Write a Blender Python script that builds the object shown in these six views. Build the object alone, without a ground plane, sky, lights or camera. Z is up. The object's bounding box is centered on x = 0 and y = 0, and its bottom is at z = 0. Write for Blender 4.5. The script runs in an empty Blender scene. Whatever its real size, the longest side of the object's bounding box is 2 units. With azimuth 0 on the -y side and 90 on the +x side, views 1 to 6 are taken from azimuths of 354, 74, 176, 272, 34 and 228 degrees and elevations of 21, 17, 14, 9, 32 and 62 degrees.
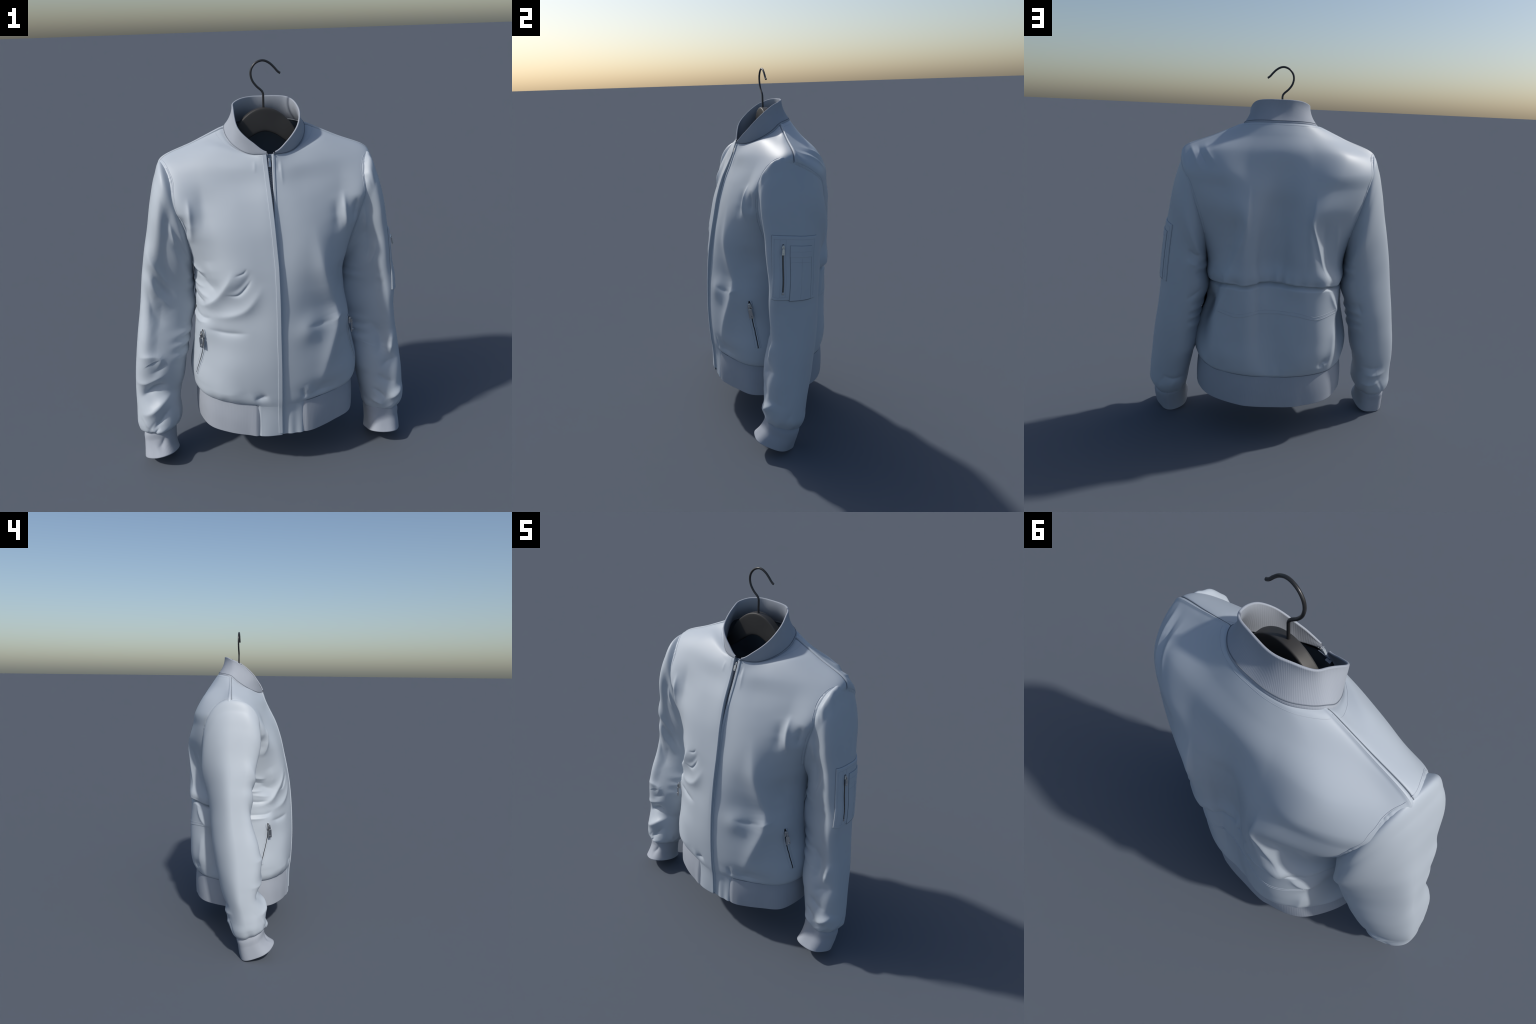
import bpy, math, random
import numpy as np
from mathutils.kdtree import KDTree

rng = np.random.default_rng(7)
X0 = 0.015                      # the jacket hangs a little to +x of the frame's middle
ROOT = {}


# ------------------------------------------------------------------ helpers
def spline(xs, Y, x):
    """Smooth curve through the rows of Y placed at xs (non-uniform Catmull-Rom)."""
    xs, Y, x = np.asarray(xs, float), np.asarray(Y, float), np.asarray(x, float)
    d = np.diff(Y, axis=0) / np.diff(xs).reshape((-1,) + (1,) * (Y.ndim - 1))
    h = np.diff(xs)
    m = np.empty_like(Y)
    m[0], m[-1] = d[0], d[-1]
    w = (h[:-1] / (h[:-1] + h[1:])).reshape((-1,) + (1,) * (Y.ndim - 1))
    m[1:-1] = d[:-1] * (1 - w) + d[1:] * w
    i = np.clip(np.searchsorted(xs, x, side="right") - 1, 0, len(xs) - 2)
    t = ((x - xs[i]) / h[i]).reshape(x.shape + (1,) * (Y.ndim - 1))
    hh = h[i].reshape(t.shape)
    t2, t3 = t * t, t * t * t
    return (2 * t3 - 3 * t2 + 1) * Y[i] + (t3 - 2 * t2 + t) * hh * m[i] + (3 * t2 - 2 * t3) * Y[i + 1] + (t3 - t2) * hh * m[i + 1]


def smooth(a, b, x):
    t = np.clip((x - a) / (b - a), 0, 1)
    return t * t * (3 - 2 * t)


def grid_normals(P, closed=False):
    """Unit normals of a grid P[rows, cols, 3]."""
    if closed:
        du = np.roll(P, -1, 1) - np.roll(P, 1, 1)
    else:
        du = np.gradient(P, axis=1)
    dv = np.gradient(P, axis=0)
    n = np.cross(du, dv)
    return n / (np.linalg.norm(n, axis=2, keepdims=True) + 1e-12)


def quad_faces(nr, nc, closed=False):
    i = np.arange(nr - 1)[:, None]
    j = np.arange(nc if closed else nc - 1)[None, :]
    j2 = (j + 1) % nc
    return np.stack([i * nc + j, i * nc + j2, (i + 1) * nc + j2, (i + 1) * nc + j], -1).reshape(-1, 4)


def make_mesh(name, verts, faces, mat, parent, flat=False, stuff=False):
    me = bpy.data.meshes.new(name)
    verts = np.asarray(verts, np.float32).reshape(-1, 3)
    if isinstance(faces, np.ndarray):
        nf, k = faces.shape
        me.vertices.add(len(verts))
        me.vertices.foreach_set("co", verts.ravel())
        me.loops.add(nf * k)
        me.loops.foreach_set("vertex_index", faces.astype(np.int32).ravel())
        me.polygons.add(nf)
        me.polygons.foreach_set("loop_start", np.arange(0, nf * k, k, dtype=np.int32))
        me.update(calc_edges=True)
    else:
        me.from_pydata([tuple(v) for v in verts], [], [tuple(f) for f in faces])
        me.update()
    me.validate()
    if not flat:
        me.polygons.foreach_set("use_smooth", np.ones(len(me.polygons), bool))
    me.materials.append(mat)
    ob = bpy.data.objects.new(name, me)
    bpy.context.scene.collection.objects.link(ob)
    ob.parent = parent
    if stuff:
        ob["kind"] = "stuff"
    return ob


def grid_object(name, P, mat, parent, closed=False, **kw):
    return make_mesh(name, P, quad_faces(P.shape[0], P.shape[1], closed), mat, parent, **kw)


def sweep(path, normals, profile, closed_profile=True):
    """Carry a 2D profile (side, up) along a path whose surface normals are given."""
    path, normals = np.asarray(path, float), np.asarray(normals, float)
    tan = np.gradient(path, axis=0)
    tan /= np.linalg.norm(tan, axis=1, keepdims=True)
    n = normals - (normals * tan).sum(1, keepdims=True) * tan
    n /= np.linalg.norm(n, axis=1, keepdims=True)
    side = np.cross(tan, n)
    pr = np.asarray(profile, float)
    return path[:, None] + side[:, None] * pr[None, :, :1] + n[:, None] * pr[None, :, 1:]


def sweep_mesh(path, normals, profile):
    V = sweep(path, normals, profile)
    nr, nc = V.shape[:2]
    f = [tuple(q) for q in quad_faces(nr, nc, True)]
    f.append(tuple(range(nc))[::-1])
    f.append(tuple((nr - 1) * nc + k for k in range(nc)))
    return V.reshape(-1, 3), f


def ring_profile(r, k=8):
    a = np.arange(k) * 2 * math.pi / k
    return np.stack([np.cos(a), np.sin(a)], 1) * r


def rounded_box(sx, sy, sz, r=0.25):
    """Small chamfered block, unit list of verts/faces, centred."""
    import bmesh
    bm = bmesh.new()
    bmesh.ops.create_cube(bm, size=1)
    for v in bm.verts:
        v.co.x *= sx; v.co.y *= sy; v.co.z *= sz
    bmesh.ops.bevel(bm, geom=list(bm.edges), offset=min(sx, sy, sz) * r, segments=2, affect="EDGES", profile=0.6)
    vs = np.array([v.co[:] for v in bm.verts])
    bm.verts.index_update()
    fs = [tuple(v.index for v in f.verts) for f in bm.faces]
    bm.free()
    return vs, fs


class Pile:
    """Collects many small pieces into one mesh."""
    def __init__(self):
        self.v, self.f, self.n = [], [], 0

    def add(self, vs, fs):
        self.v.append(np.asarray(vs, float))
        self.f += [tuple(int(i) + self.n for i in f) for f in fs]
        self.n += len(vs)

    def build(self, name, mat, parent, **kw):
        return make_mesh(name, np.concatenate(self.v), self.f, mat, parent, **kw)


def frame(t, n):
    t = np.asarray(t, float); t = t / np.linalg.norm(t)
    n = np.asarray(n, float); n = n - (n @ t) * t; n /= np.linalg.norm(n)
    return np.stack([np.cross(t, n), t, n], 1)      # columns: side, along, up


# folds: soft ridges and valleys drawn as lines in the front (x, z) plane
def line_field(x, z, pts):
    """distance, signed side and position 0..1 along a polyline"""
    pts = np.asarray(pts, float)
    if len(pts) > 2:
        k = np.arange(len(pts))
        pts = spline(k, pts, np.linspace(0, len(pts) - 1, len(pts) * 4))
    seg = np.diff(pts, axis=0)
    L = np.linalg.norm(seg, axis=1)
    acc = np.concatenate([[0], np.cumsum(L)])
    best = np.full(x.shape, 9.0); side = np.zeros(x.shape); pos = np.zeros(x.shape)
    for i in range(len(seg)):
        rx, rz = x - pts[i, 0], z - pts[i, 1]
        t = np.clip((rx * seg[i, 0] + rz * seg[i, 1]) / (L[i] ** 2), 0, 1)
        dx, dz = rx - t * seg[i, 0], rz - t * seg[i, 1]
        d = np.hypot(dx, dz)
        m = d < best
        best[m] = d[m]
        side[m] = np.sign(seg[i, 0] * rz - seg[i, 1] * rx)[m]
        pos[m] = ((acc[i] + t * L[i]) / acc[-1])[m]
    return best, side, pos


def folds(x, z, table):
    """Each row: amplitude (m, + outward), width, skew (-1..1), [(x, z), ...]; skew makes one flank steeper."""
    out = np.zeros(x.shape)
    for amp, width, skew, pts in table:
        p = np.asarray(pts)
        reach = width * 4.5
        m = (x > p[:, 0].min() - reach) & (x < p[:, 0].max() + reach) & (z > p[:, 1].min() - reach) & (z < p[:, 1].max() + reach)
        if not m.any():
            continue
        d, s, t = line_field(x[m], z[m], pts)
        w = width * (1 - skew * s * 0.75)
        taper = smooth(0, .42, t) * smooth(0, .42, 1 - t) * 1.15
        e = .30 * w                                   # crest rounded over a short distance, straight flanks
        out[m] += amp * taper * np.exp(-(np.sqrt(d * d + e * e) - e) / (.75 * w))
    return out


WAVES = [(rng.normal(size=3) * f, rng.uniform(0, 6.28), 1 / f) for f in (9, 9, 12, 12, 16, 16, 22, 22, 30, 30)]


def slack(P, amount):
    """Soft, irregular unevenness of hanging cloth."""
    out = np.zeros(P.shape[:2])
    for k, ph, a in WAVES:
        out += a * np.sin(P @ (k * np.array([1.3, 1.3, .7])) + ph)
    return out * amount * 9 / 3


def bulges(x, z, table):
    """Each row: amplitude, x, z, radius x, radius z, tilt in degrees."""
    out = np.zeros(x.shape)
    for amp, cx, cz, rx, rz, tilt in table:
        a = math.radians(tilt)
        u = (x - cx) * math.cos(a) + (z - cz) * math.sin(a)
        v = -(x - cx) * math.sin(a) + (z - cz) * math.cos(a)
        out += amp * np.exp(-(u / rx) ** 2 - (v / rz) ** 2)
    return out


# ------------------------------------------------------------------ materials
def material(name, colour, rough, spec=0.5, metallic=0.0, grain=None, rib=None, coat=0.0, sheen=0.0, var=0.03):
    m = bpy.data.materials.new(name)
    m.use_nodes = True
    nt = m.node_tree
    bs = nt.nodes["Principled BSDF"]
    bs.inputs["Roughness"].default_value = rough
    bs.inputs["Specular IOR Level"].default_value = spec
    bs.inputs["Metallic"].default_value = metallic
    bs.inputs["Coat Weight"].default_value = coat
    bs.inputs["Sheen Weight"].default_value = sheen
    tc = nt.nodes.new("ShaderNodeTexCoord")
    no = nt.nodes.new("ShaderNodeTexNoise")
    no.inputs["Scale"].default_value = 9.0
    no.inputs["Detail"].default_value = 3.0
    nt.links.new(tc.outputs["Object"], no.inputs["Vector"])
    ra = nt.nodes.new("ShaderNodeValToRGB")
    lo = [c * (1 - var) for c in colour]; hi = [min(1, c * (1 + var)) for c in colour]
    ra.color_ramp.elements[0].position, ra.color_ramp.elements[1].position = 0.3, 0.7
    ra.color_ramp.elements[0].color = (*lo, 1)
    ra.color_ramp.elements[1].color = (*hi, 1)
    nt.links.new(no.outputs["Fac"], ra.inputs["Fac"])
    col = ra.outputs["Color"]
    height = None
    if rib:                       # knitted ribs running up and down around a vertical axis (cx, cy)
        cx, cy, count, depth, dark = rib
        mp = nt.nodes.new("ShaderNodeMapping")
        mp.inputs["Location"].default_value = (-cx, -cy, 0)
        nt.links.new(tc.outputs["Object"], mp.inputs["Vector"])
        gr = nt.nodes.new("ShaderNodeTexGradient"); gr.gradient_type = "RADIAL"
        nt.links.new(mp.outputs["Vector"], gr.inputs["Vector"])
        mu = nt.nodes.new("ShaderNodeMath"); mu.operation = "MULTIPLY"; mu.inputs[1].default_value = count * 2 * math.pi
        nt.links.new(gr.outputs["Fac"], mu.inputs[0])
        si = nt.nodes.new("ShaderNodeMath"); si.operation = "SINE"
        nt.links.new(mu.outputs[0], si.inputs[0])
        height = si.outputs[0]
        mr = nt.nodes.new("ShaderNodeMapRange")
        mr.inputs["From Min"].default_value = -1; mr.inputs["From Max"].default_value = 1
        mr.inputs["To Min"].default_value = 1 - dark; mr.inputs["To Max"].default_value = 1
        nt.links.new(si.outputs[0], mr.inputs["Value"])
        mx = nt.nodes.new("ShaderNodeMix"); mx.data_type = "RGBA"; mx.blend_type = "MULTIPLY"
        mx.inputs["Factor"].default_value = 1
        nt.links.new(col, mx.inputs["A"])
        nt.links.new(mr.outputs["Result"], mx.inputs["B"])
        col = mx.outputs["Result"]
        bu = nt.nodes.new("ShaderNodeBump")
        bu.inputs["Strength"].default_value = depth
        bu.inputs["Distance"].default_value = 0.001
        nt.links.new(height, bu.inputs["Height"])
        nt.links.new(bu.outputs["Normal"], bs.inputs["Normal"])
    elif grain:                   # fine weave
        g = nt.nodes.new("ShaderNodeTexNoise")
        g.inputs["Scale"].default_value = grain[0]
        g.inputs["Detail"].default_value = 2.0
        nt.links.new(tc.outputs["Object"], g.inputs["Vector"])
        bu = nt.nodes.new("ShaderNodeBump")
        bu.inputs["Strength"].default_value = grain[1]
        bu.inputs["Distance"].default_value = 0.0006
        nt.links.new(g.outputs["Fac"], bu.inputs["Height"])
        nt.links.new(bu.outputs["Normal"], bs.inputs["Normal"])
    nt.links.new(col, bs.inputs["Base Color"])
    return m


FABRIC = material("satin_fabric", (0.430, 0.480, 0.536), 0.48, 0.42, grain=(420, 0.06), var=0.012)
COLLAR_RIB = material("collar_rib_knit", (0.332, 0.362, 0.414), 0.8, 0.3, rib=(X0, 0.02, 170, 0.10, 0.02), var=0.02)
WAIST_RIB = material("waist_rib_knit", (0.332, 0.362, 0.414), 0.8, 0.3, rib=(X0, 0.0, 300, 0.10, 0.02), var=0.02)
CUFF_RIB_R = material("cuff_rib_knit", (0.332, 0.362, 0.414), 0.8, 0.3, rib=(-0.605, -0.11, 90, 0.10, 0.02), var=0.02)
CUFF_RIB_L = material("cuff_rib_knit_two", (0.332, 0.362, 0.414), 0.8, 0.3, rib=(0.60, -0.11, 90, 0.10, 0.02), var=0.02)
INNER_SHADE = material("inner_shade", (0.20, 0.245, 0.30), 0.7, 0.3, var=0.05)  # shade of the jacket's inside, put into a darker colour
STITCH = material("stitch_thread", (0.42, 0.46, 0.52), 0.7, 0.3, var=0.05)
TAPE = material("zipper_tape", (0.16, 0.20, 0.27), 0.7, 0.3, var=0.05)
SEAM_SHADE = material("seam_shade", (0.16, 0.185, 0.22), 0.8, 0.2, var=0.1)  # shade in the cloth joins, put into a dark colour
OUTLINE = material("pocket_edge_shade", (0.24, 0.27, 0.31), 0.8, 0.2, var=0.1)  # lighter dark tone painted as shade round the pocket edges
ZIP_BLACK = material("zip_black", (0.02, 0.022, 0.026), 0.7, 0.3, var=0.05)  # near-black for the pocket slit strips and the sleeve zip tape
TEETH = material("zipper_metal", (0.32, 0.29, 0.26), 0.35, 0.5, metallic=0.9, var=0.1)
PULL = material("pull_metal", (0.55, 0.55, 0.55), 0.28, 0.5, metallic=1.0, var=0.08)
HANGER = material("painted_wood", (0.038, 0.037, 0.036), 0.5, 0.4, var=0.12)
WIRE = material("hook_wire", (0.05, 0.05, 0.052), 0.35, 0.5, metallic=0.6, var=0.1)


def empty(name, label, category):
    ob = bpy.data.objects.new(name, None)
    bpy.context.scene.collection.objects.link(ob)
    ob["label"], ob["category"] = label, category
    return ob


JACKET = empty("bomber_jacket", "pale blue-grey zipped bomber jacket with ribbed trim", "jacket")
COATHANGER = empty("coat_hanger", "dark wooden coat hanger with curved wire hook", "hanger")

# ------------------------------------------------------------------ torso surface
# Half cross-sections: nine stations from the front middle (0) over the front
# ridge (2), armhole front (3), side (4), armhole back (5), back ridge (6) to
# the back middle (8); each is (distance from the middle plane, y).
SECTIONS = [
    (0.395, [(0, -.330), (.13, -.314), (.26, -.262), (.365, -.180), (.410, -.03), (.375, .12), (.295, .235), (.15, .305), (0, .315)]),
    (0.420, [(0, -.334), (.14, -.322), (.275, -.270), (.380, -.184), (.422, -.03), (.382, .12), (.300, .240), (.155, .316), (0, .315)]),
    (0.480, [(0, -.338), (.15, -.325), (.285, -.274), (.390, -.180), (.432, -.02), (.382, .105), (.310, .248), (.16, .328), (0, .312)]),
    (0.600, [(0, -.342), (.15, -.324), (.285, -.260), (.383, -.160), (.416, -.02), (.366, .065), (.318, .240), (.17, .328), (0, .310)]),
    (0.700, [(0, -.340), (.15, -.316), (.275, -.252), (.366, -.166), (.392, -.03), (.346, .052), (.316, .234), (.17, .330), (0, .310)]),
    (0.800, [(0, -.335), (.15, -.306), (.265, -.248), (.352, -.176), (.378, -.04), (.354, .085), (.300, .250), (.16, .330), (0, .306)]),
    (0.900, [(0, -.327), (.14, -.293), (.250, -.232), (.332, -.148), (.368, -.03), (.350, .115), (.262, .284), (.15, .326), (0, .292)]),
    (1.000, [(0, -.314), (.14, -.286), (.250, -.230), (.336, -.130), (.372, -.01), (.356, .130), (.235, .306), (.14, .336), (0, 0.278)]),
    (1.100, [(0, -.296), (.14, -.281), (.255, -.234), (.360, -.125), (.386, .01), (.374, .158), (.208, .322), (.135, .334), (0, .278)]),
    (1.200, [(0, -.274), (.14, -.266), (.265, -.224), (.382, -.138), (.405, .03), (.392, .200), (.190, .331), (.13, .334), (0, .277)]),
    (1.300, [(0, -.250), (.15, -.238), (.285, -.204), (.415, -.148), (.440, .03), (.420, .218), (.225, .330), (.13, .326), (0, .274)]),
    (1.400, [(0, -.216), (.15, -.200), (.305, -.166), (.445, -.140), (.475, .03), (.455, .204), (.275, .298), (.14, .310), (0, .282)]),
    (1.480, [(0, -.178), (.15, -.160), (.315, -.132), (.466, -.095), (.498, .035), (.486, .172), (.310, .280), (.15, .286), (0, .274)]),
]
# over the shoulder the rings tilt: (distance, y, z)
YOKE = [(0, -.154, 1.535), (.15, -.134, 1.549), (.31, -.090, 1.562), (.462, -.030, 1.566), (.496, .040, 1.575), (.474, .105, 1.558), (.325, .223, 1.570), (.15, .248, 1.578), (0, .254, 1.580)]
SLOPE = [(0, -.140, 1.572), (.12, -.108, 1.592), (.235, -.048, 1.627), (.312, .017, 1.639), (.338, .053, 1.642), (.317, .094, 1.640), (.223, .163, 1.648), (.11, .198, 1.655), (0, .207, 1.660)]
NECK = [(0, -.130, 1.603), (.092, -.098, 1.603), (.154, -.037, 1.630), (.187, .024, 1.668), (.191, .066, 1.704), (.168, .105, 1.716), (.12, .142, 1.722), (.06, .159, 1.724), (0, .162, 1.724)]
LEVELS = [z for z, _ in SECTIONS] + [1.56, 1.64, 1.72]
RINGS = np.array([[(w, y, z) for w, y in s] for z, s in SECTIONS] + [YOKE, SLOPE, NECK])


def mirror_pad(R):
    """Continue the half ring past its two ends so the middle lines stay smooth."""
    flip = np.array([-1, 1, 1.0])
    return np.concatenate([R[:, 2:0:-1] * flip, R, R[:, -2:-4:-1] * flip], axis=1)


PADDED = mirror_pad(RINGS)
STATIONS = np.arange(-2, 11)


def torso(u, h):
    """Point of the torso for station u (0..16, right half of the body beyond 8) and level h."""
    u, h = np.broadcast_arrays(np.asarray(u, float), np.asarray(h, float))
    shape = u.shape
    u, h = u.ravel(), h.ravel()
    right = u > 8
    uu = np.where(right, 16 - u, u)
    by_level = spline(LEVELS, PADDED, h)                       # (n, 13, 3)
    i = np.clip(np.floor(uu).astype(int) + 2, 1, len(STATIONS) - 3)
    t = (uu - STATIONS[i])[:, None]
    k = np.arange(len(u))
    p0, p1, p2, p3 = (by_level[k, i + d] for d in (-1, 0, 1, 2))
    P = 0.5 * (2 * p1 + (p2 - p0) * t + (2 * p0 - 5 * p1 + 4 * p2 - p3) * t ** 2 + (3 * p1 - p0 - 3 * p2 + p3) * t ** 3)
    grow = 1 + 0.035 * smooth(.75, .45, h)                       # the +x flank swings out a little more
    give = 1 + 0.026 * smooth(1.1, .9, h) * smooth(.60, .80, h)
    x = np.where(right, -P[:, 0] * give, P[:, 0] * grow) + X0
    return np.stack([x, P[:, 1], P[:, 2]], 1).reshape(shape + (3,))


# folds of the front, + out of the chest; lines in (x, z)
FRONT_FOLDS = [
    # wearer's right (-x): hooked crease under the chest, ridges fanning to the side seam
    (.016, .026, .3, [(-.375, .875), (-.315, .895), (-.250, .965), (-.200, 1.06), (-.185, 1.12)]),
    (-.008, .026, 0, [(-.215, .99), (-.165, 1.02), (-.125, 1.07), (-.105, 1.12)]),
    (-.006, .007, .3, [(-.230, .982), (-.172, .984), (-.130, 1.03), (-.102, 1.079)]),
    (-.004, .006, .2, [(-.185, 1.079), (-.142, 1.096), (-.124, 1.123)]),
    (.013, .035, 0, [(-.345, .85), (-.240, .862), (-.140, .91), (-.075, 1.00), (-.055, 1.06)]),
    (-.008, .018, 0, [(-.345, .792), (-.24, .785), (-.12, .80)]),
    (.006, .030, 0, [(-.30, 1.14), (-.27, 1.06), (-.26, 1.0)]),
    (-.007, .022, 0, [(-.34, 1.04), (-.29, 1.00), (-.25, .985)]),
    (.006, .016, 0, [(-.365, .97), (-.32, .95), (-.28, .945)]),
    (.007, .014, 0, [(-.385, 1.10), (-.345, 1.07), (-.30, 1.06)]),
    (-.006, .012, 0, [(-.38, 1.07), (-.34, 1.04), (-.30, 1.03)]),
    (.006, .012, 0, [(-.385, 1.00), (-.35, .985), (-.31, .985)]),
    (-.007, .012, 0, [(-.385, .93), (-.34, .915), (-.30, .92)]),
    (-.006, .012, 0, [(-.39, .835), (-.34, .835), (-.29, .85)]),
    (.005, .012, 0, [(-.40, .80), (-.36, .81), (-.32, .82)]),
    # hollow beside the right armhole and the ridge next to it
    (.012, .017, 0, [(-.372, 1.44), (-.368, 1.38), (-.364, 1.28), (-.365, 1.20)]),
    (-.012, .028, 0, [(-.41, 1.36), (-.40, 1.28), (-.385, 1.22)]),
    (-.007, .050, 0, [(-.315, 1.50), (-.31, 1.37), (-.31, 1.24)]),
    # pouch of the right front above the waistband
    (.008, .050, 0, [(-.36, .47), (-.25, .46), (-.15, .49)]),
    (-.010, .020, 0, [(-.125, .43), (-.085, .447), (-.045, .465)]),
    # wearer's left (+x): long ridge to the pocket corner, hollow flank
    (.032, .058, -.25, [(.19, 1.32), (.215, 1.17), (.228, 1.08), (.255, .96), (.290, .82), (.262, .68), (.230, .55), (.20, .40)]),
    (-.008, .035, 0, [(.325, 1.10), (.335, 1.02), (.345, .92)]),
    (-.005, .020, 0, [(.13, .812), (.20, .805), (.28, .812)]),
    (.004, .014, 0, [(.26, .800), (.29, .815), (.33, .835)]),
    (.012, .018, 0, [(.350, 1.43), (.350, 1.35), (.354, 1.29), (.365, 1.22)]),
    (-.012, .026, 0, [(.415, 1.40), (.412, 1.33), (.402, 1.26)]),
    (-.008, .034, 0, [(.305, 1.40), (.315, 1.31), (.325, 1.22)]),
    (-.006, .008, .3, [(.12, .49), (.128, .45), (.134, .41)]),
    (.004, .020, 0, [(.13, .50), (.16, .46), (.19, .42)]),
    (.0022, .009, 0, [(.055, 1.59), (.058, 1.52), (.062, 1.46)]),
    (-.002, .009, 0, [(.042, 1.58), (.044, 1.52)]),
    (.0015, .010, 0, [(-.055, 1.58), (-.06, 1.52)]),
]
FRONT_BULGES = [(.008, -.25, .60, .09, .09, 0), (-.020, .23, .44, .10, .06, 0), (.013, .15, .79, .06, .06, 0), (.008, -.22, 1.20, .10, .12, 0), (.017, -.17, 1.05, .10, .09, 0), (.014, -.30, .92, .06, .06, 0)]
BACK_FOLDS = [
    (-.016, .035, 0, [(.10, 1.36), (.095, 1.1), (.10, .85), (.10, .42)]),
    (.009, .015, .5, [(-.172, 1.42), (-.158, 1.30), (-.150, 1.234), (-.179, 1.135), (-.218, 1.006), (-.252, .90)]),
    (-.010, .030, 0, [(-.215, 1.28), (-.225, 1.15), (-.262, 1.0), (-.29, .91)]),
    (.006, .018, 0, [(-.285, 1.27), (-.295, 1.12), (-.30, 1.02), (-.33, .89)]),
    (.008, .020, -.5, [(.165, 1.46), (.175, 1.25), (.195, 1.14), (.225, 1.06), (.268, .91)]),
    (-.010, .030, 0, [(.235, 1.30), (.25, 1.12), (.29, .95)]),
    (.007, .014, .3, [(-.252, .90), (-.290, .80), (-.318, .74), (-.33, .68)]),
    (.008, .024, .3, [(-.300, .70), (-.296, .55), (-.285, .42)]),
    (.007, .018, 0, [(.272, .90), (.32, .76), (.375, .62), (.40, .54)]),
    (-.022, .030, 0, [(.325, 1.0), (.335, .90), (.352, .80), (.385, .68), (.41, .58)]),
    (-.008, .022, 0, [(-.285, .45), (-.255, .47), (-.225, .43)]),
]
BACK_BULGES = [(.012, -.09, .89, .07, .05, 0), (.014, -.21, .63, .075, .22, 0), (-.008, .24, .60, .09, .20, 0), (-.010, .07, .70, .05, .20, 0), (.010, -.07, .58, .08, .18, 0), (.014, -.07, 1.08, .045, .13, 0), (-.012, .06, 1.02, .04, .20, 0), (.004, .08, .80, .05, .12, 0), (-.003, -.10, .80, .05, .12, 0)]


def front_relief(P):
    x, z = P[..., 0], P[..., 2]
    d = folds(x, z, FRONT_FOLDS) + bulges(x, z, FRONT_BULGES) + slack(P, .0008)
    d += 0.0015 * np.sin(x * 60 + 2 * np.sin(x * 23)) * smooth(.47, .40, z) * smooth(.10, .2, np.abs(x - X0))
    return d


def back_relief(P):
    x, z = P[..., 0], P[..., 2]
    d = folds(x, z, BACK_FOLDS) + bulges(x, z, BACK_BULGES) + slack(P, .0008)
    d += 0.003 * np.sin(x * 48 + 3 * np.sin(x * 17)) * smooth(.48, .40, z)
    return d


def roll_edge(rows_or_cols, n, depth, width_cells):
    """Inward roll of a panel edge, as an offset for each line of cells away from it."""
    k = np.arange(n)
    return -depth * np.exp(-(k / width_cells) ** 2)


PLACKET_Z = [.20, .40, .60, .80, .95, 1.12, 1.21, 1.34, 1.46, 1.60]
PLACKET_X = [.013, .016, .017, .017, .019, .019, .015, .009, .003, -.003]


def placket_x(z):
    return np.interp(z, PLACKET_Z, PLACKET_X)


FRONT_TOP, FRONT_ROWS, FRONT_COLS = 1.72, 430, 150


def front_panel(side):
    """side -1: wearer's right panel (laps over), +1: wearer's left panel."""
    s = np.linspace(0, 1, FRONT_COLS)
    u = 4 * (0.75 * s + 0.25 * s * s)
    h = np.linspace(.392, FRONT_TOP, FRONT_ROWS)
    U, H = np.meshgrid(u if side > 0 else 16 - u, h)
    P = torso(U, H)
    N = grid_normals(P) * side
    z = P[..., 2]
    w = np.abs(P[..., 0] - X0)
    d = front_relief(P)
    edge = np.exp(-(w / .075) ** 2)
    if side < 0:
        d = d + .007 * np.exp(-(w / .08) ** 2) * smooth(1.60, 1.40, z)
    else:
        d = d - .008 * edge * smooth(1.58, 1.35, z) * smooth(.6, 1.1, z)
    hug = smooth(.0, .05, H - .392)
    tabw = smooth(.10, .135, w)
    d = d * (1 - 0.75 * (1 - hug) * tabw)
    # seams: waistband, shoulder/side, neck
    rows, cols = np.arange(FRONT_ROWS)[:, None], np.arange(FRONT_COLS)[None, :]
    d = d - .007 * np.exp(-(rows / 3.0) ** 2) * tabw - .0035 * np.exp(-((FRONT_COLS - 1 - cols) / 2.2) ** 2) * smooth(1.3, 1.5, z)
    d = d - .004 * np.exp(-((FRONT_ROWS - 1 - rows) / 2.0) ** 2)
    P = P + N * d[..., None]
    shift = (placket_x(z) - .002 - X0) if side < 0 else (np.interp(z, [.2, 1.25, 1.6], [.012, .010, .022]) - X0)
    P[..., 0] += shift * np.exp(-(w / .05) ** 2)
    if side < 0:
        P = P[:, ::-1]
    return P


front = {s: front_panel(s) for s in (-1, 1)}
front_n = {s: grid_normals(front[s]) for s in (-1, 1)}
for s in (-1, 1):
    grid_object("front_panel", front[s], FABRIC, JACKET)


def waist_seam(x):
    w = np.abs(x - X0)
    return np.interp(w, [0, .08, .19, .255, .29, .33, .37], [.930, .928, .918, .920, .906, .892, .883]) + .002 * np.sin(x * 30)


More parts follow.
